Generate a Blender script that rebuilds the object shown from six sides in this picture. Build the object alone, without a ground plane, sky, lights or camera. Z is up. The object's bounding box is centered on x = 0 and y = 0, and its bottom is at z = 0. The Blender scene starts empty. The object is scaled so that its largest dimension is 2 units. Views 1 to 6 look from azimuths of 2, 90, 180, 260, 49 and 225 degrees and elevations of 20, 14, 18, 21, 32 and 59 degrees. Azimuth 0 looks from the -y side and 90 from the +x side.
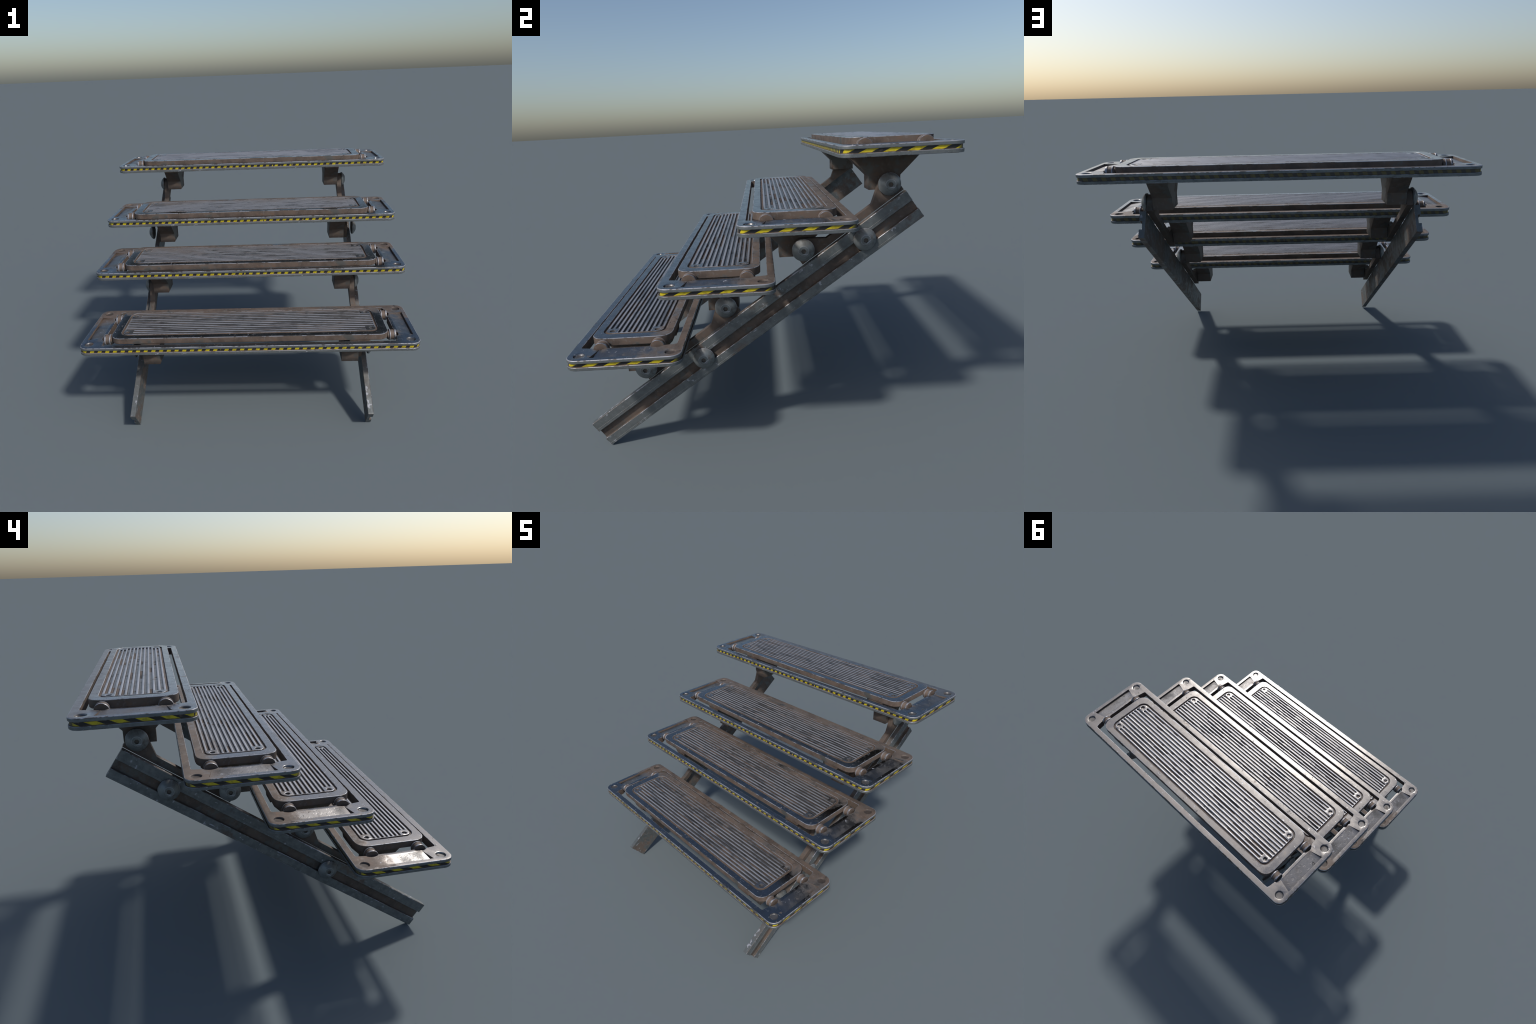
import bpy, bmesh, math, random
from mathutils import Vector, Matrix

random.seed(7)
TAU = 2 * math.pi

# ----------------------------------------------------------------------------
# layout (metres)
# ----------------------------------------------------------------------------
TREADS = [(-0.599, 0.5906), (-0.1695, 0.8935), (0.1888, 1.1443), (0.6187, 1.4465)]  # (y centre, frame top z)
ANG = math.radians(35.0)
U = Vector((0, math.cos(ANG), math.sin(ANG)))       # along the rail, upwards
N = Vector((0, -math.sin(ANG), math.cos(ANG)))      # square to the rail, upwards
RAIL_TOP_END = Vector((0, 0.7013, 1.2237))          # upper edge of the rail at its upper end
RAIL_LEN, RAIL_H = 1.919, 0.15
MODULE = Vector((0, 0.788, 0.5535))                 # step from the lower pair of treads to the upper pair
PIN_A = Vector((0, 0.2246, 0.9709))                 # pivot under the lower tread of a pair
PIN_B = Vector((0, 0.6320, 1.2537))                 # pivot under the upper tread of a pair


# ----------------------------------------------------------------------------
# node helpers
# ----------------------------------------------------------------------------
class Nodes:
    def __init__(self, name):
        self.mat = bpy.data.materials.new(name)
        self.mat.use_nodes = True
        self.nt = self.mat.node_tree
        self.nt.nodes.clear()
        self.out = self.nt.nodes.new('ShaderNodeOutputMaterial')
        self.bsdf = self.nt.nodes.new('ShaderNodeBsdfPrincipled')
        self.nt.links.new(self.bsdf.outputs[0], self.out.inputs[0])
        tc = self.nt.nodes.new('ShaderNodeTexCoord')
        self.obj = tc.outputs['Object']
        self.nrm = tc.outputs['Normal']

    def put(self, sock, v):
        if isinstance(v, bpy.types.NodeSocket):
            self.nt.links.new(v, sock)
        elif isinstance(v, (tuple, list)) and len(v) == 3 and sock.type == 'RGBA':
            sock.default_value = (*v, 1)
        else:
            sock.default_value = v

    def math(self, op, a, b=0.0, c=0.0, clamp=False):
        n = self.nt.nodes.new('ShaderNodeMath')
        n.operation, n.use_clamp = op, clamp
        for s, v in zip(n.inputs, (a, b, c)):
            self.put(s, v)
        return n.outputs[0]

    def ramp(self, v, lo, hi, t0=0.0, t1=1.0):
        """smooth map of v from lo..hi to t0..t1 (lo may exceed hi)"""
        n = self.nt.nodes.new('ShaderNodeMapRange')
        n.interpolation_type = 'SMOOTHSTEP'
        if lo > hi:
            lo, hi, t0, t1 = hi, lo, t1, t0
        for s, x in zip(n.inputs[:5], (v, lo, hi, t0, t1)):
            self.put(s, x)
        return n.outputs[0]

    def mul(self, a, b):
        return self.math('MULTIPLY', a, b)

    def add(self, a, b):
        return self.math('ADD', a, b)

    def mx(self, a, b):
        return self.math('MAXIMUM', a, b)

    def inv(self, a):
        return self.math('SUBTRACT', 1.0, a)

    def xyz(self, vec):
        n = self.nt.nodes.new('ShaderNodeSeparateXYZ')
        self.put(n.inputs[0], vec)
        return n.outputs

    def coord(self, scale=(1, 1, 1), loc=(0, 0, 0), rot=(0, 0, 0)):
        n = self.nt.nodes.new('ShaderNodeMapping')
        self.put(n.inputs[0], self.obj)
        n.inputs['Location'].default_value = loc
        n.inputs['Rotation'].default_value = rot
        n.inputs['Scale'].default_value = scale
        return n.outputs[0]

    def noise(self, scale, detail=4.0, rough=0.55, vec=None, dist=0.0):
        n = self.nt.nodes.new('ShaderNodeTexNoise')
        self.put(n.inputs['Vector'], vec if vec is not None else self.base)
        n.inputs['Scale'].default_value = scale
        n.inputs['Detail'].default_value = detail
        n.inputs['Roughness'].default_value = rough
        n.inputs['Distortion'].default_value = dist
        return n.outputs['Fac']

    def voronoi(self, scale, vec=None, feature='F1'):
        n = self.nt.nodes.new('ShaderNodeTexVoronoi')
        n.feature = feature
        self.put(n.inputs['Vector'], vec if vec is not None else self.base)
        n.inputs['Scale'].default_value = scale
        return n.outputs['Distance']

    def mix(self, f, a, b):
        n = self.nt.nodes.new('ShaderNodeMix')
        n.data_type = 'RGBA'
        self.put(n.inputs[0], f)
        self.put(n.inputs[6], a)
        self.put(n.inputs[7], b)
        return n.outputs[2]

    def mixf(self, f, a, b):
        n = self.nt.nodes.new('ShaderNodeMix')
        n.data_type = 'FLOAT'
        self.put(n.inputs[0], f)
        self.put(n.inputs[2], a)
        self.put(n.inputs[3], b)
        return n.outputs[0]

    def bump(self, height, strength=0.3, dist=0.002):
        n = self.nt.nodes.new('ShaderNodeBump')
        n.inputs['Strength'].default_value = strength
        n.inputs['Distance'].default_value = dist
        self.put(n.inputs['Height'], height)
        self.put(self.bsdf.inputs['Normal'], n.outputs[0])

    def finish(self, col, metal, rough):
        self.put(self.bsdf.inputs['Base Color'], col)
        self.put(self.bsdf.inputs['Metallic'], metal)
        self.put(self.bsdf.inputs['Roughness'], rough)
        return self.mat


STEEL = (0.255, 0.248, 0.244)
WEAR = (0.30, 0.31, 0.345)
RUST = (0.120, 0.088, 0.070)
RUST_DARK = (0.070, 0.052, 0.043)
RUST_ORANGE = (0.150, 0.092, 0.062)
GRIME = (0.014, 0.015, 0.017)
FLUTE_PITCH = 0.0243
PLATE_TOP = 0.0262


def rust_colour(m):
    c = m.mix(m.ramp(m.noise(9, 5, 0.6), 0.40, 0.66), RUST, RUST_DARK)
    c = m.mix(m.ramp(m.noise(26, 4, 0.6), 0.54, 0.70, 0, 0.6), c, RUST_ORANGE)
    return m.mix(m.ramp(m.noise(60, 3, 0.6), 0.55, 0.75, 0, 0.5), c, (0.17, 0.155, 0.145))


def chips(m, density=0.0):
    """pale flaked patches and short scratches"""
    a = m.ramp(m.noise(42, 5, 0.62), 0.655 - density, 0.675 - density)
    b = m.ramp(m.noise(15, 3, 0.5), 0.48, 0.60)
    flakes = m.mul(a, b)
    s1 = m.ramp(m.noise(1.0, 2, 0.5, m.coord((9, 260, 60), (3.1, 1.7, 0), (0, 0, 0.5))), 0.735, 0.75)
    s2 = m.ramp(m.noise(1.0, 2, 0.5, m.coord((240, 12, 60), (0.4, 5.2, 0), (0, 0, 0.3))), 0.735, 0.75)
    return m.mx(flakes, m.mx(s1, s2))


def tread_steel(seed, cover, mode):
    """worn steel of a tread. cover: how much rust lies on the part under the next tread.
    mode 'frame' or 'plate'."""
    m = Nodes('worn_steel_' + mode)
    m.base = m.coord((1, 1, 1), (seed * 3.7, seed * 1.9, seed * 5.3))
    x, y, z = m.xyz(m.obj)
    n_big = m.noise(5.5, 5, 0.6)
    n_mid = m.noise(22, 5, 0.6)
    n_fine = m.noise(150, 3, 0.65)
    # rust creeping in from the back edge, in a soft dusty front broken by finer specks
    yy = m.add(y, m.mul(m.math('SUBTRACT', n_big, 0.5), 0.50))
    yy = m.add(yy, m.mul(m.math('SUBTRACT', n_mid, 0.5), 0.14))
    yy = m.add(yy, m.mul(m.math('SUBTRACT', n_fine, 0.5), 0.10))
    back = m.mul(m.ramp(yy, 0.02, 0.20), cover)
    patch = m.ramp(m.add(m.mul(n_big, 0.62), m.mul(n_mid, 0.38)), 0.62, 0.68, 0, 0.35 + 0.3 * cover)
    rust = m.mx(back, patch)
    wear = chips(m, 0.014)
    spots = m.mul(m.ramp(m.noise(36, 5, 0.7), 0.60, 0.64), m.ramp(m.noise(4.5, 2, 0.5), 0.50, 0.60))
    if mode == 'plate':
        ax, ay = m.math('ABSOLUTE', x), m.math('ABSOLUTE', y)
        field = m.mul(m.math('LESS_THAN', ax, 0.762), m.math('LESS_THAN', ay, 0.138))
        # every flute has its own row of streaks
        row = m.math('FLOOR', m.add(m.math('DIVIDE', y, FLUTE_PITCH), 0.5))
        cx = m.nt.nodes.new('ShaderNodeCombineXYZ')
        m.put(cx.inputs[0], m.mul(x, 2.1))
        m.put(cx.inputs[1], m.add(m.mul(row, 3.71), seed * 5.0))
        run = m.noise(1.0, 3, 0.62, cx.outputs[0])
        cz = m.nt.nodes.new('ShaderNodeCombineXYZ')
        m.put(cz.inputs[0], m.mul(x, 5.0))
        m.put(cz.inputs[1], m.add(m.mul(row, 7.13), seed * 3.0))
        run2 = m.noise(1.0, 4, 0.65, cz.outputs[0])
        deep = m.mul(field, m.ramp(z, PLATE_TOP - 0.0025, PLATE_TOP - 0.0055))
        floor_rust = m.mul(deep, m.mx(m.ramp(run, 0.54, 0.55, 0.32, 1.0), m.mul(back, 0.9)))
        zone = m.ramp(m.noise(1.0, 3, 0.55, m.coord((3.2, 9, 1), (seed * 7, 1, 0))), 0.46, 0.60)
        spots = m.mx(spots, m.mul(m.mul(deep, zone), m.mul(m.ramp(run2, 0.53, 0.57), m.inv(m.mul(back, 0.6)))))
        # crests rubbed pale in long runs, dark in between
        corner = m.mul(m.math('GREATER_THAN', ax, 0.702), m.math('GREATER_THAN', ay, 0.083))
        crest = m.mul(m.mul(field, m.inv(m.mul(corner, 0.8))), m.ramp(z, PLATE_TOP - 0.0035, PLATE_TOP - 0.0008))
        bar = m.math('FLOOR', m.math('DIVIDE', y, FLUTE_PITCH))
        cb = m.nt.nodes.new('ShaderNodeCombineXYZ')
        m.put(cb.inputs[0], m.mul(x, 2.6))
        m.put(cb.inputs[1], m.add(m.mul(bar, 5.37), seed * 2.0))
        rub = m.add(m.mul(m.noise(1.0, 4, 0.6, cb.outputs[0]), 0.7), m.mul(n_mid, 0.3))
        rubbed = m.mul(crest, m.ramp(rub, 0.38, 0.52, 0.28, 0.85))
        brown_c = m.mul(crest, m.ramp(rub, 0.40, 0.33))
        spots = m.mx(spots, m.mul(crest, m.mul(zone, m.mul(m.ramp(m.noise(1.0, 4, 0.6, m.coord((9, 60, 1), (2 + seed, 5, 0))), 0.55, 0.62), 0.75))))
        rust = m.mx(m.mul(rust, m.inv(m.mul(rubbed, 0.6))), m.mx(floor_rust, m.mul(brown_c, 0.8)))
        wear = m.mx(m.mul(wear, m.inv(m.mul(field, 0.6))), rubbed)
    else:
        ax = m.math('ABSOLUTE', x)
        ay = m.math('ABSOLUTE', y)
        # brown fade painted around the rollers and a dull smear in the end pockets
        near = m.mul(m.ramp(ax, 0.93, 0.87), m.ramp(m.math('ABSOLUTE', m.math('SUBTRACT', ay, 0.13)), 0.050, 0.015))
        near = m.mul(near, m.ramp(m.add(n_mid, m.mul(m.math('SUBTRACT', n_fine, 0.5), 0.3)), 0.40, 0.60))
        rust = m.mx(rust, m.mul(near, 0.9))
        dish = m.mul(m.math('GREATER_THAN', ay, 0.165), m.ramp(z, -0.0005, -0.0050))
        rust = m.mx(rust, m.mul(dish, m.ramp(n_mid, 0.48, 0.66, 0.0, 0.8)))
        spots = m.mx(spots, m.mul(dish, m.ramp(z, -0.004, -0.0080, 0.0, 0.65)))  # dish bottoms coloured near-black for the shading inside the recess
        pocket = m.mul(m.ramp(ax, 0.89, 0.90), m.mul(m.ramp(ay, 0.15, 0.10), m.ramp(ax, 0.978, 0.965)))
        smear = m.ramp(m.add(m.noise(6, 3, 0.5, m.coord((1, 1, 1), (seed * 9.1, 2, 0))), m.mul(m.math('SUBTRACT', n_fine, 0.5), 0.3)), 0.50, 0.66)
        spots = m.mx(spots, m.mul(m.mul(pocket, smear), 0.75))
    pit = 0.0
    if mode == 'frame':
        pit = m.mul(pocket, m.mul(m.ramp(m.noise(55, 4, 0.6), 0.55, 0.66), 2.2))
    wear = m.mul(wear, m.inv(m.mul(rust, 0.5)))
    col = m.mix(m.ramp(n_mid, 0.35, 0.65), STEEL, tuple(c * 0.80 for c in STEEL))
    col = m.mix(rust, col, rust_colour(m))
    if mode == 'plate':
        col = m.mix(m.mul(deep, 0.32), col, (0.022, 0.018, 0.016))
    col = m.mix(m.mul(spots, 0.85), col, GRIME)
    col = m.mix(wear, col, WEAR)
    non_metal = m.mx(m.mx(rust, m.mul(wear, 0.75)), m.mul(spots, 0.75))
    metal = m.inv(m.mul(non_metal, 0.93))
    rough = m.mixf(m.ramp(n_mid, 0.35, 0.65), 0.215, 0.285)
    rough = m.mixf(m.mul(spots, 0.6), rough, 0.55)
    rough = m.mixf(rust, rough, 0.72)
    rough = m.mixf(wear, rough, 0.45)
    if mode == 'frame':
        rough = m.mixf(m.mul(pocket, 0.6), rough, 0.50)
    h = m.add(m.mul(wear, -0.5), m.add(m.mul(n_mid, 0.5), m.mul(n_fine, 0.35)))
    m.bump(m.math('SUBTRACT', h, pit), 0.16, 0.0012)
    return m.finish(col, metal, rough)


def edge_steel(seed, less=0.0):
    """rubbed-bare chamfers, dark where the wear has not reached"""
    m = Nodes('rubbed_edge_steel')
    m.base = m.coord((1, 1, 1), (seed * 2.3, seed * 4.1, seed))
    n = m.add(m.mul(m.noise(9, 4, 0.6), 0.6), m.mul(m.noise(50, 3, 0.6), 0.4))
    w = m.ramp(n, 0.43 + less, 0.51 + less)
    col = m.mix(w, (0.10, 0.088, 0.080), WEAR)
    return m.finish(col, m.mixf(w, 0.5, 0.4), 0.46)


def side_steel(seed, name='grey_side_steel', rusty=0.0, tone=1.0, metallic=0.7, wear=0.015, foot=False):
    """grey upright faces with chips and a little brown"""
    m = Nodes(name)
    m.base = m.coord((1, 1, 1), (seed * 1.3, seed * 2.1, seed * 0.7))
    n1, n2 = m.noise(6, 5, 0.6), m.noise(28, 5, 0.62)
    rust = m.ramp(m.add(m.mul(n1, 0.65), m.mul(n2, 0.35)), 0.57 - rusty, 0.66 - rusty)
    w = chips(m, wear)
    a, b = tuple(tone * c for c in (0.155, 0.168, 0.172)), tuple(tone * c for c in (0.105, 0.117, 0.120))
    col = m.mix(m.ramp(n2, 0.35, 0.65), a, b)
    nz = m.xyz(m.nrm)[2]
    dust = m.mul(m.ramp(nz, 0.25, 0.85), m.ramp(m.add(n2, n1), 0.82, 1.05, 0.25, 0.85))
    rust = m.mx(rust, dust)
    if foot:   # scuffed bare near the ground
        low = m.mul(m.ramp(m.xyz(m.obj)[1], -1.45, -1.85), m.ramp(m.add(n1, m.mul(n2, 0.6)), 0.72, 0.78))
        rust = m.mul(rust, m.inv(low))
        w = m.mx(w, m.mul(low, m.ramp(m.noise(24, 4, 0.6), 0.60, 0.64)))
    col = m.mix(m.mul(rust, 0.85), col, rust_colour(m))
    col = m.mix(w, col, WEAR)
    metal = m.inv(m.mx(rust, m.mul(w, 0.6)))
    m.bump(m.add(m.mul(n2, 0.6), m.mul(m.noise(150, 3, 0.6), 0.4)), 0.25, 0.0015)
    mott = m.ramp(m.add(m.mul(n2, 0.6), m.mul(m.noise(90, 4, 0.65), 0.4)), 0.40, 0.60)
    return m.finish(col, m.mul(metal, m.mixf(mott, metallic, metallic * 0.6)), m.mx(m.mixf(mott, 0.46, 0.62), m.mul(rust, 0.76)))


def rusty(seed, name='brown_rusted_steel', grey=0.0, tone=1.0):
    m = Nodes(name)
    m.base = m.coord((1, 1, 1), (seed * 0.9, seed * 3.3, seed * 1.1))
    n1, n2 = m.noise(7, 5, 0.6), m.noise(32, 5, 0.62)
    g = m.ramp(m.add(m.mul(n1, 0.6), m.mul(n2, 0.4)), 0.545 - grey, 0.64 - grey)
    col = m.mix(m.mul(g, 0.85), rust_colour(m), (0.120, 0.124, 0.120))
    if tone != 1.0:
        col = m.mix(1.0 - tone, col, (0.012, 0.011, 0.010))
    m.bump(m.add(m.mul(n2, 0.7), m.mul(m.noise(120, 3, 0.65), 0.5)), 0.35, 0.002)
    return m.finish(col, m.mul(g, 0.45), m.mixf(g, 0.72, 0.5))


def hazard_tape(seed):
    """yellow and black slanted bars: close-set along the long sides, long and raked on the ends"""
    m = Nodes('hazard_tape_paint')
    m.base = m.coord((1, 1, 1), (seed * 2.7, seed * 1.1, seed))
    x, y, z = m.xyz(m.obj)
    nx, ny, _ = m.xyz(m.nrm)
    on_end = m.math('GREATER_THAN', m.math('ABSOLUTE', nx), 0.72)
    shift = m.mul(m.math('GREATER_THAN', x, -0.16 + 0.13 * seed), 0.020)
    shift = m.add(shift, m.mul(m.math('GREATER_THAN', x, 0.77 - 0.2 * seed), 0.020))
    long_c = m.math('DIVIDE', m.math('SUBTRACT', m.math('SUBTRACT', x, m.mul(z, 0.45)), shift), 0.0455)
    end_c = m.math('DIVIDE', m.math('SUBTRACT', y, m.mul(z, 2.1)), 0.0965)
    c = m.mixf(on_end, long_c, end_c)
    f = m.math('FRACT', m.add(c, 100.18))
    soft = m.mul(m.math('SUBTRACT', m.noise(160, 3, 0.6), 0.5), 0.10)
    yel = m.ramp(m.add(f, soft), 0.47, 0.53, 1.0, 0.0)
    rub = m.noise(45, 5, 0.65)
    col = m.mix(yel, m.mix(on_end, (0.022, 0.019, 0.018), (0.010, 0.010, 0.011)),
                m.mix(m.ramp(rub, 0.45, 0.65), (0.55, 0.44, 0.011), (0.36, 0.28, 0.011)))
    # grime along the lower edge, scuffs, and a back side dimmed to dark brown
    n = m.noise(30, 5, 0.65)
    low = m.ramp(m.add(z, m.mul(m.math('SUBTRACT', n, 0.5), 0.012)), -0.0285, -0.0325)
    scuff = m.ramp(n, 0.62, 0.70)
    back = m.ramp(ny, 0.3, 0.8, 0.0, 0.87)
    dirt = m.mx(m.mx(m.mul(low, 0.85), m.mul(scuff, 0.8)), back)
    col = m.mix(dirt, col, m.mix(back, rust_colour(m), (0.060, 0.052, 0.042)))
    return m.finish(col, 0.0, m.mixf(dirt, 0.42, 0.75))


# ----------------------------------------------------------------------------
# mesh helpers
# ----------------------------------------------------------------------------
def rounded_rect(hx, hy, r, seg=8):
    pts = []
    for cx, cy, a0 in ((hx - r, hy - r, 0), (-hx + r, hy - r, 90), (-hx + r, -hy + r, 180), (hx - r, -hy + r, 270)):
        for i in range(seg + 1):
            a = math.radians(a0 + 90 * i / seg)
            pts.append((cx + r * math.cos(a), cy + r * math.sin(a)))
    return pts


def circle(cx, cy, r, seg=24):
    return [(cx + r * math.cos(TAU * i / seg), cy + r * math.sin(TAU * i / seg)) for i in range(seg)]


def slot(x0, x1, cy, w, seg=5):
    """long slot with softly rounded ends"""
    hx, hy = (x1 - x0) / 2, w / 2
    return [(px + (x0 + x1) / 2, py + cy) for px, py in rounded_rect(hx, hy, hy * 0.72, seg)]


def offset(pts, d):
    """move a counter-clockwise outline inwards by d"""
    out, n = [], len(pts)
    for i in range(n):
        a, b, c = Vector(pts[i - 1]), Vector(pts[i]), Vector(pts[(i + 1) % n])
        e1, e2 = (b - a), (c - b)
        n1 = Vector((-e1.y, e1.x)).normalized()
        n2 = Vector((-e2.y, e2.x)).normalized()
        k = n1 + n2
        q = k.dot(n1)
        out.append(tuple(b + k * (d / q if q > 0.3 else d / 0.3)))
    return out


def skirt(bm, pts, profile, mats, inward=True):
    """rings of an outline: profile = [(inset, z)...]; mats = material of each band. Returns the rings."""
    rings = []
    for d, z in profile:
        loop = offset(pts, d if inward else -d) if abs(d) > 1e-9 else pts
        rings.append([bm.verts.new((p[0], p[1], z)) for p in loop])
    n = len(pts)
    for k in range(len(rings) - 1):
        for i in range(n):
            j = (i + 1) % n
            f = bm.faces.new((rings[k][i], rings[k][j], rings[k + 1][j], rings[k + 1][i]))
            f.material_index = mats[k]
    return rings


def fill(bm, loops, mat, up=True):
    """one flat face with holes between closed vertex loops"""
    edges = []
    for lp in loops:
        for i in range(len(lp)):
            a, b = lp[i], lp[(i + 1) % len(lp)]
            e = bm.edges.get((a, b)) or bm.edges.new((a, b))
            edges.append(e)
    res = bmesh.ops.triangle_fill(bm, use_beauty=True, use_dissolve=False, edges=edges, normal=(0, 0, 1 if up else -1))
    for f in res['geom']:
        if isinstance(f, bmesh.types.BMFace):
            f.material_index = mat


def finish_mesh(bm, name, mats, smooth=38):
    bmesh.ops.recalc_face_normals(bm, faces=bm.faces)
    me = bpy.data.meshes.new(name)
    bm.to_mesh(me)
    bm.free()
    for mt in mats:
        me.materials.append(mt)
    for p in me.polygons:
        p.use_smooth = True
    me.set_sharp_from_angle(angle=math.radians(smooth))
    return me


def add(name, me, parent, loc=(0, 0, 0), rot=(0, 0, 0), scale=(1, 1, 1)):
    ob = bpy.data.objects.new(name, me)
    bpy.context.scene.collection.objects.link(ob)
    ob.parent = parent
    ob.location, ob.rotation_euler, ob.scale = loc, rot, scale
    if me is not None:
        w = ob.modifiers.new('flat_faces', 'WEIGHTED_NORMAL')
        w.keep_sharp, w.weight = True, 58
    return ob


# ----------------------------------------------------------------------------
# tread parts (local origin: tread centre, z = 0 at the top of the frame)
# ----------------------------------------------------------------------------
def opening_outline():
    """inside edge of the frame, with a scallop in the end bars around every roller"""
    right = [(0.8665, -0.200), (0.8715, -0.170), (0.8725, -0.1640), (0.8815, -0.1560), (0.8880, -0.1440),
             (0.8895, -0.1340), (0.8880, -0.1220), (0.8820, -0.1080), (0.8725, -0.0980)]
    right += [(x, -y) for x, y in reversed(right)]
    pts = [(0.857, -0.2190), (0.8640, -0.2150)] + right + [(0.8640, 0.2150), (0.857, 0.2190)]
    return pts + [(-x, -y) for x, y in pts]


def frame_mesh(mats):
    STEEL_I, EDGE, SIDE, INNER = 0, 1, 2, 3
    bm = bmesh.new()
    outer = rounded_rect(1.0, 0.2555, 0.0525, 10)
    ro = skirt(bm, outer, [(0.0034, 0), (0.0012, -0.0011), (0, -0.0034), (0, -0.0140), (0.0012, -0.0154), (0.0078, -0.0154),
                           (0.0078, -0.0332), (0.0012, -0.0332), (0, -0.0345), (0, -0.0470), (0.0018, -0.0490)],
               [EDGE, EDGE, SIDE, EDGE, SIDE, INNER, INNER, EDGE, SIDE, EDGE])
    op = opening_outline()
    ri = skirt(bm, op, [(0.0022, 0), (0.0006, -0.0007), (0, -0.0022), (0, -0.0475), (0.0012, -0.0490)],
               [EDGE, EDGE, INNER, INNER], inward=False)
    tops, = [[ro[0], ri[0]]]
    # dished recess at each corner
    for sx in (-1, 1):
        for sy in (-1, 1):
            c = circle(sx * 0.9475, sy * 0.203, 0.0245, 28)
            r = skirt(bm, c, [(-0.0036, 0), (-0.0008, -0.0014), (0.0012, -0.0070), (0.0040, -0.0090)],
                      [STEEL_I, STEEL_I, STEEL_I])
            fill(bm, [r[-1]], STEEL_I)
            tops.append(r[0])
    # ramped pocket in each end bar: deep at the outer edge, flush at the inner one
    for sx in (-1, 1):
        q = [(0.9745, -0.151), (0.9745, 0.151), (0.8910, 0.130), (0.8910, -0.130)]
        top = [bm.verts.new((sx * x, y, 0)) for x, y in q]
        lo = [bm.verts.new((sx * 0.9735, y, -0.0125)) for y in (-0.1505, 0.1505)]
        for vs, mt in (((top[0], top[1], lo[1], lo[0]), INNER), ((top[1], top[2], lo[1]), INNER),
                       ((top[3], top[0], lo[0]), INNER), ((lo[0], lo[1], top[2], top[3]), STEEL_I)):
            bm.faces.new(vs).material_index = mt
        tops.append(top if sx > 0 else list(reversed(top)))
    fill(bm, tops, STEEL_I)
    fill(bm, [ro[-1], ri[-1]], SIDE, up=False)
    return finish_mesh(bm, 'tread_frame', mats)


def tape_mesh(mat):
    bm = bmesh.new()
    outer = rounded_rect(1.0, 0.2555, 0.0525, 10)
    r = skirt(bm, outer, [(0.0077, -0.0156), (0.0062, -0.0158), (0.0062, -0.0330), (0.0077, -0.0331)], [0, 0, 0])
    n = len(outer)
    for i in range(n):
        j = (i + 1) % n
        bm.faces.new((r[0][i], r[3][i], r[3][j], r[0][j]))
    return finish_mesh(bm, 'hazard_tape', [mat])


def plate_mesh(mats):
    STEEL_I, EDGE, SIDE, GROOVE = 0, 1, 2, 3
    T, B = PLATE_TOP, -0.0120
    bm = bmesh.new()
    outer = rounded_rect(0.826, 0.1895, 0.060, 10)
    ro = skirt(bm, outer, [(0.0030, T), (0.0010, T - 0.0009), (0, T - 0.0030), (0, B + 0.003), (0.0030, B)],
               [EDGE, EDGE, SIDE, SIDE])
    fill(bm, [ro[-1]], SIDE, up=False)
    # border groove
    g_out = rounded_rect(0.7750, 0.1515, 0.050, 10)
    rg = skirt(bm, g_out, [(-0.0015, T), (0.0, T - 0.0012), (0.0015, T - 0.0080), (0.0115, T - 0.0080),
                           (0.0130, T - 0.0012), (0.0146, T)], [EDGE, GROOVE, GROOVE, GROOVE, EDGE])
    fill(bm, [ro[0], rg[0]], STEEL_I)
    tops = [rg[-1]]
    # countersunk screw holes
    for sx in (-1, 1):
        for sy in (-1, 1):
            c = circle(sx * 0.7360, sy * 0.1080, 0.0125, 20)
            r = skirt(bm, c, [(-0.0026, T), (-0.0004, T - 0.0012), (0.0006, T - 0.0065), (0.0028, T - 0.0080)],
                      [EDGE, STEEL_I, STEEL_I])
            fill(bm, [r[-1]], STEEL_I)
            tops.append(r[0])
    # flutes
    for k in range(-5, 6):
        half = 0.7045 if abs(k) >= 4 else 0.7575
        s = slot(-half, half, k * FLUTE_PITCH, 0.0128)
        r = skirt(bm, s, [(-0.0026, T), (-0.0006, T - 0.0013), (0.0004, T - 0.0084)], [STEEL_I, STEEL_I])
        fill(bm, [r[-1]], STEEL_I)
        tops.append(r[0])
    fill(bm, tops, STEEL_I)
    # cross ribs under the plate where it rests on the supports
    for sx in (-1, 1):
        prof = [(0.595, B - 0.0005), (0.606, B - 0.0175), (0.700, B - 0.0175), (0.714, B - 0.0005)]
        skew = 0.0 if sx > 0 else 0.070   # the left rib runs slightly askew
        a = [bm.verts.new((sx * x + skew, -0.1885, z)) for x, z in prof]
        b = [bm.verts.new((sx * x, 0.1885, z)) for x, z in prof]
        for i in range(4):
            j = (i + 1) % 4
            bm.faces.new((a[i], a[j], b[j], b[i])).material_index = SIDE
        bm.faces.new(a).material_index = SIDE
        bm.faces.new(b).material_index = SIDE
    return finish_mesh(bm, 'tread_plate', mats)


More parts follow.
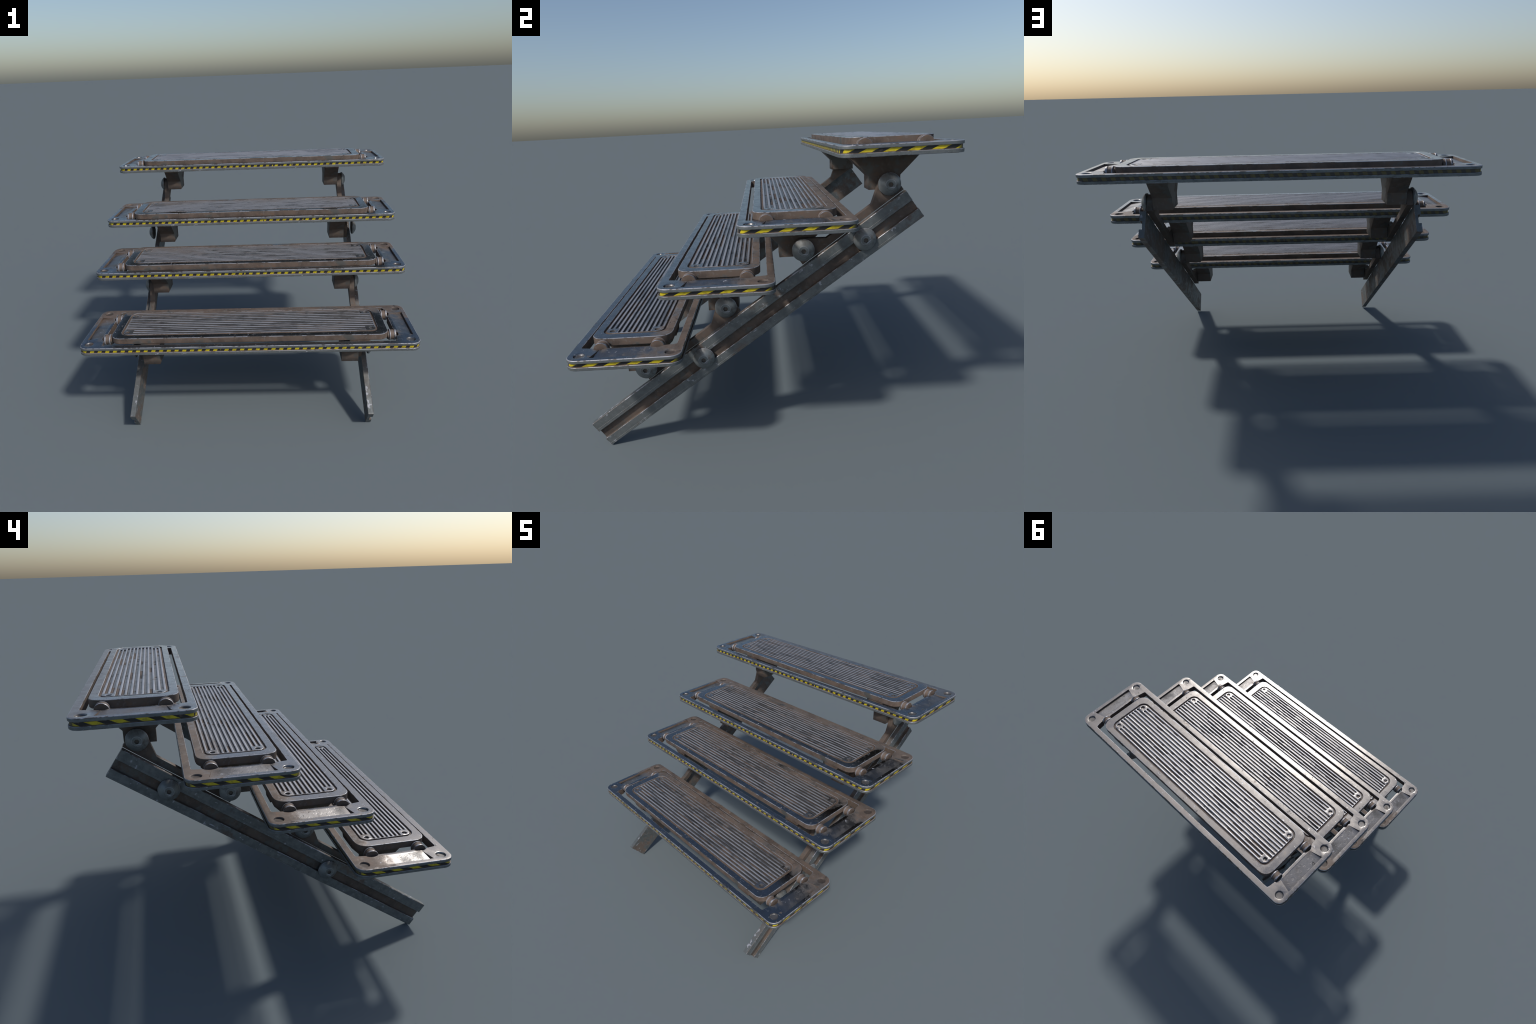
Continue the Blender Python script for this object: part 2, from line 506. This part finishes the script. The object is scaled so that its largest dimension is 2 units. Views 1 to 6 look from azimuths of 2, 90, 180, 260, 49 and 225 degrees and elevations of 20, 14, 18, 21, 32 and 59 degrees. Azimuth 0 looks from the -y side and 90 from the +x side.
def lathe_x(profile, seg, mats, bands, name, smooth=38, cap_last=True):
    """turned part about the x axis: profile = [(radius, x)...]"""
    bm = bmesh.new()
    rings = [[bm.verts.new((x, r * math.cos(TAU * i / seg), r * math.sin(TAU * i / seg))) for i in range(seg)]
             for r, x in profile]
    for k in range(len(rings) - 1):
        for i in range(seg):
            j = (i + 1) % seg
            f = bm.faces.new((rings[k][i], rings[k][j], rings[k + 1][j], rings[k + 1][i]))
            f.material_index = bands[k]
    bm.faces.new(rings[0]).material_index = bands[0]
    bm.faces.new(rings[-1]).material_index = bands[-1]
    return finish_mesh(bm, name, mats, smooth)


def prism_x(outline, x0, x1, mats, name, bevel=0.002, side=0, face=0, edge=None):
    """outline in the y-z plane extruded along x, edges chamfered"""
    bm = bmesh.new()
    a = [bm.verts.new((x0, y, z)) for y, z in outline]
    b = [bm.verts.new((x1, y, z)) for y, z in outline]
    n = len(outline)
    for i in range(n):
        j = (i + 1) % n
        bm.faces.new((a[i], a[j], b[j], b[i])).material_index = side
    bm.faces.new(a).material_index = face
    bm.faces.new(b).material_index = face
    bmesh.ops.recalc_face_normals(bm, faces=bm.faces)
    if bevel:
        sharp = [e for e in bm.edges if len(e.link_faces) == 2 and e.calc_face_angle() > math.radians(30)]
        bmesh.ops.bevel(bm, geom=sharp, offset=bevel, segments=2, profile=0.6, affect='EDGES',
                        material=edge if edge is not None else -1, clamp_overlap=True)
    return finish_mesh(bm, name, mats)


def support_outline():
    """side outline of the bracket that carries a tread: a block flaring out at 45 degrees"""
    return [(-0.0745, -0.2210), (0.0745, -0.2210), (0.0745, -0.1570), (0.1625, -0.0690), (0.1625, -0.0290),
            (-0.1625, -0.0290), (-0.1625, -0.0690), (-0.0745, -0.1570)]


def link_outline():
    """plate lying on the rail that joins the pivots of two treads (y, z about PIN_A)"""
    def P(u, n):
        v = RAIL_TOP_END + U * u + N * n - PIN_A
        return (v.y, v.z)
    pa, pb = Vector((0, 0)), Vector((PIN_B.y - PIN_A.y, PIN_B.z - PIN_A.z))
    ra, rb = 0.0465, 0.0463
    pts = [P(-0.583, 0.0015), P(0.0, 0.0015)]
    # rounded head at the upper pivot
    a0, a1 = math.radians(35 - 32), math.radians(90 + 71)
    for i in range(11):
        a = a0 + (a1 - a0) * i / 10
        pts.append((pb.x + rb * math.cos(a), pb.y + rb * math.sin(a)))
    # inner corner on the bar, then along the bar
    pts.append(P(-0.1565, 0.0362))
    pts.append(P(-0.4170, 0.0362))
    # rounded head at the lower pivot
    for i in range(9):
        a = math.radians(84 + (215 - 84) * i / 8)
        pts.append((pa.x + ra * math.cos(a), pa.y + ra * math.sin(a)))
    return pts


def rail_mesh(mats):
    """channel rail: local y along the rail, z square to it (0 = top edge), x = outwards"""
    FLANGE, EDGE, WEB, TOP, BACK = range(5)
    x0, x1, xw = 0.7078, 0.7400, 0.7238
    pale_line_x = x1 + 0.0008  # slight bead modelled for the light line along each flange
    sec = [((x0, -0.150), BACK), ((x0, 0.0), TOP), ((x1 - 0.0025, 0.0), EDGE), ((x1, -0.0025), FLANGE),
           ((x1, -0.0385), FLANGE), ((pale_line_x, -0.0400), FLANGE), ((x1, -0.0415), FLANGE), ((x1, -0.0525), EDGE),
           ((x1 - 0.0018, -0.0540), WEB), ((xw, -0.0550), WEB), ((xw, -0.1020), WEB), ((x1 - 0.0018, -0.1030), EDGE),
           ((x1, -0.1050), FLANGE), ((x1, -0.1375), FLANGE), ((pale_line_x, -0.1390), FLANGE), ((x1, -0.1405), FLANGE),
           ((x1, -0.1480), EDGE), ((x1 - 0.002, -0.150), BACK)]
    bm = bmesh.new()
    L = RAIL_LEN
    ys = [-L, -L + 0.002, -0.002, 0.0]
    ins = [0.0015, 0, 0, 0.0015]
    cx, cz = (x0 + x1) / 2, -0.075
    rings = []
    for yv, i in zip(ys, ins):
        ring = []
        for (x, z), _ in sec:
            ring.append(bm.verts.new((x + (cx - x) * i * 20, yv, z + (cz - z) * i * 4)))
        rings.append(ring)
    n = len(sec)
    for k in range(3):
        for i in range(n):
            j = (i + 1) % n
            f = bm.faces.new((rings[k][i], rings[k][j], rings[k + 1][j], rings[k + 1][i]))
            f.material_index = sec[i][1] if k == 1 else EDGE
    for r in (rings[0], rings[-1]):
        bm.faces.new(r).material_index = FLANGE
    return finish_mesh(bm, 'stringer_rail', mats, 25)


def bolt_mesh(mats):
    """big domed pivot bolt with a socket, head facing +x"""
    seg = 40
    bm = bmesh.new()
    prof = [(0.0500, 0.0), (0.0525, 0.0015), (0.0528, 0.0085), (0.0515, 0.0105), (0.0440, 0.0185), (0.0340, 0.0260),
            (0.0240, 0.0312), (0.0225, 0.0316), (0.0135, 0.0318)]
    rings = [[bm.verts.new((x, r * math.cos(TAU * i / seg), r * math.sin(TAU * i / seg))) for i in range(seg)]
             for r, x in prof]
    for k in range(len(rings) - 1):
        for i in range(seg):
            j = (i + 1) % seg
            f = bm.faces.new((rings[k][i], rings[k][j], rings[k + 1][j], rings[k + 1][i]))
            f.material_index = 1 if k in (2, 6) else 0
    bm.faces.new(rings[0])
    # hexagonal socket
    hexr = 0.0118
    sock = []
    for x, s in ((0.0318, 1.0), (0.0240, 0.97)):
        ring = []
        for i in range(seg):
            a = TAU * i / seg
            k = hexr * s * math.cos(math.pi / 6) / math.cos((a % (TAU / 6)) - math.pi / 6)
            ring.append(bm.verts.new((x, k * math.cos(a), k * math.sin(a))))
        sock.append(ring)
    for a, b, mt in ((rings[-1], sock[0], 0), (sock[0], sock[1], 2)):
        for i in range(seg):
            j = (i + 1) % seg
            bm.faces.new((a[i], a[j], b[j], b[i])).material_index = mt
    bm.faces.new(sock[1]).material_index = 2
    return finish_mesh(bm, 'pivot_bolt', mats, 30)


# ----------------------------------------------------------------------------
# build
# ----------------------------------------------------------------------------
stair = bpy.data.objects.new('folding_steel_stair', None)
bpy.context.scene.collection.objects.link(stair)
stair['label'] = 'rusty steel steps with four fluted treads and hazard stripes'
stair['category'] = 'metal stairs'

m_edge = edge_steel(1.0)
m_side = side_steel(1.0, tone=1.15)
m_rust = rusty(1.0)
m_groove = rusty(2.0, 'groove_rusted_steel', 0.0, 0.85)
m_bracket = rusty(3.0, 'bracket_rusted_steel', 0.07, 0.75)  # bracket and link tones lowered to match their shadowed look under the treads
m_link = rusty(4.0, 'link_rusted_steel', 0.03, 0.85)
m_web = rusty(5.0, 'rail_web_rusted_steel', 0.02, 0.82)
m_flange = side_steel(2.0, 'rail_flange_steel', 0.01, 1.0, 0.5, 0.045)
m_rail_edge = edge_steel(6.0, 0.045)
m_rail_top = side_steel(3.0, 'rail_top_steel', 0.11, wear=0.03, foot=True)
m_rail_back = side_steel(4.0, 'rail_back_steel', 0.11, 0.9, 0.6)
m_bolt = side_steel(5.0, 'bolt_steel', 0.02, 1.25, 0.5, 0.0)

roller = lathe_x([(0.026, 0.825), (0.026, 0.8335), (0.0322, 0.8345), (0.0330, 0.8360), (0.0330, 0.8400), (0.0310, 0.8420),
                  (0.0300, 0.8440), (0.0300, 0.8600), (0.0315, 0.8625), (0.0330, 0.8640), (0.0330, 0.8705), (0.0318, 0.8730)],
                 32, [m_rust, m_edge], [0, 0, 1, 1, 0, 0, 0, 0, 1, 1, 1, 0], 'roller', 30)
# the capped end faces are rusty, not rubbed
for p in roller.polygons:
    if len(p.vertices) > 4:
        p.material_index = 0
support = prism_x(support_outline(), 0.567, 0.671, [m_bracket, m_edge], 'support_bracket', 0.0018)

for i, (yc, zt) in enumerate(TREADS):
    cover = (0.95, 0.95, 0.85, 0.25)[i]
    f_mats = [tread_steel(i + 0.3, cover, 'frame'), m_edge, m_side, m_rust]
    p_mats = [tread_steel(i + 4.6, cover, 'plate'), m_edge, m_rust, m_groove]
    frame = add('tread_frame', frame_mesh(f_mats), stair, (0, yc, zt))
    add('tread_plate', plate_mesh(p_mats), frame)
    add('hazard_tape', tape_mesh(hazard_tape(float(i))), frame)
    for sx in (1, -1):
        rot = (0, 0, 0) if sx > 0 else (0, 0, math.pi)
        for sy in (-1, 1):
            add('roller', roller, frame, (0, sy * 0.130, -0.0095), rot)
        add('support_bracket', support, frame, (0, 0, 0), rot)


def mirrored(me):
    m2 = me.copy()
    m2.transform(Matrix.Scale(-1, 4, (1, 0, 0)))
    m2.flip_normals()
    return m2


rail = rail_mesh([m_flange, m_rail_edge, m_web, m_rail_top, m_rail_back])
link = prism_x(link_outline(), 0.6725, 0.7065, [m_link, m_edge], 'link_plate', 0.0018, 0, 0)
bolt = bolt_mesh([m_bolt, m_edge, m_groove])

for sx in (1, -1):
    r = add('stringer_rail', rail if sx > 0 else mirrored(rail), stair, RAIL_TOP_END, (ANG, 0, 0))
    rot = (0, 0, 0) if sx > 0 else (0, 0, math.pi)
    for u in (-0.279, -1.242):
        b = add('rail_bolt', bolt, r, (sx * 0.7405, u, -0.068), rot)
    lk = link if sx > 0 else mirrored(link)
    for shift in (Vector((0, 0, 0)), -MODULE):
        l = add('link_plate', lk, stair, PIN_A + shift)
        add('pivot_bolt', bolt, l, (sx * 0.7405, 0, 0), rot)
        d = PIN_B - PIN_A
        add('pivot_bolt', bolt, l, (sx * 0.7085, d.y, d.z), rot)
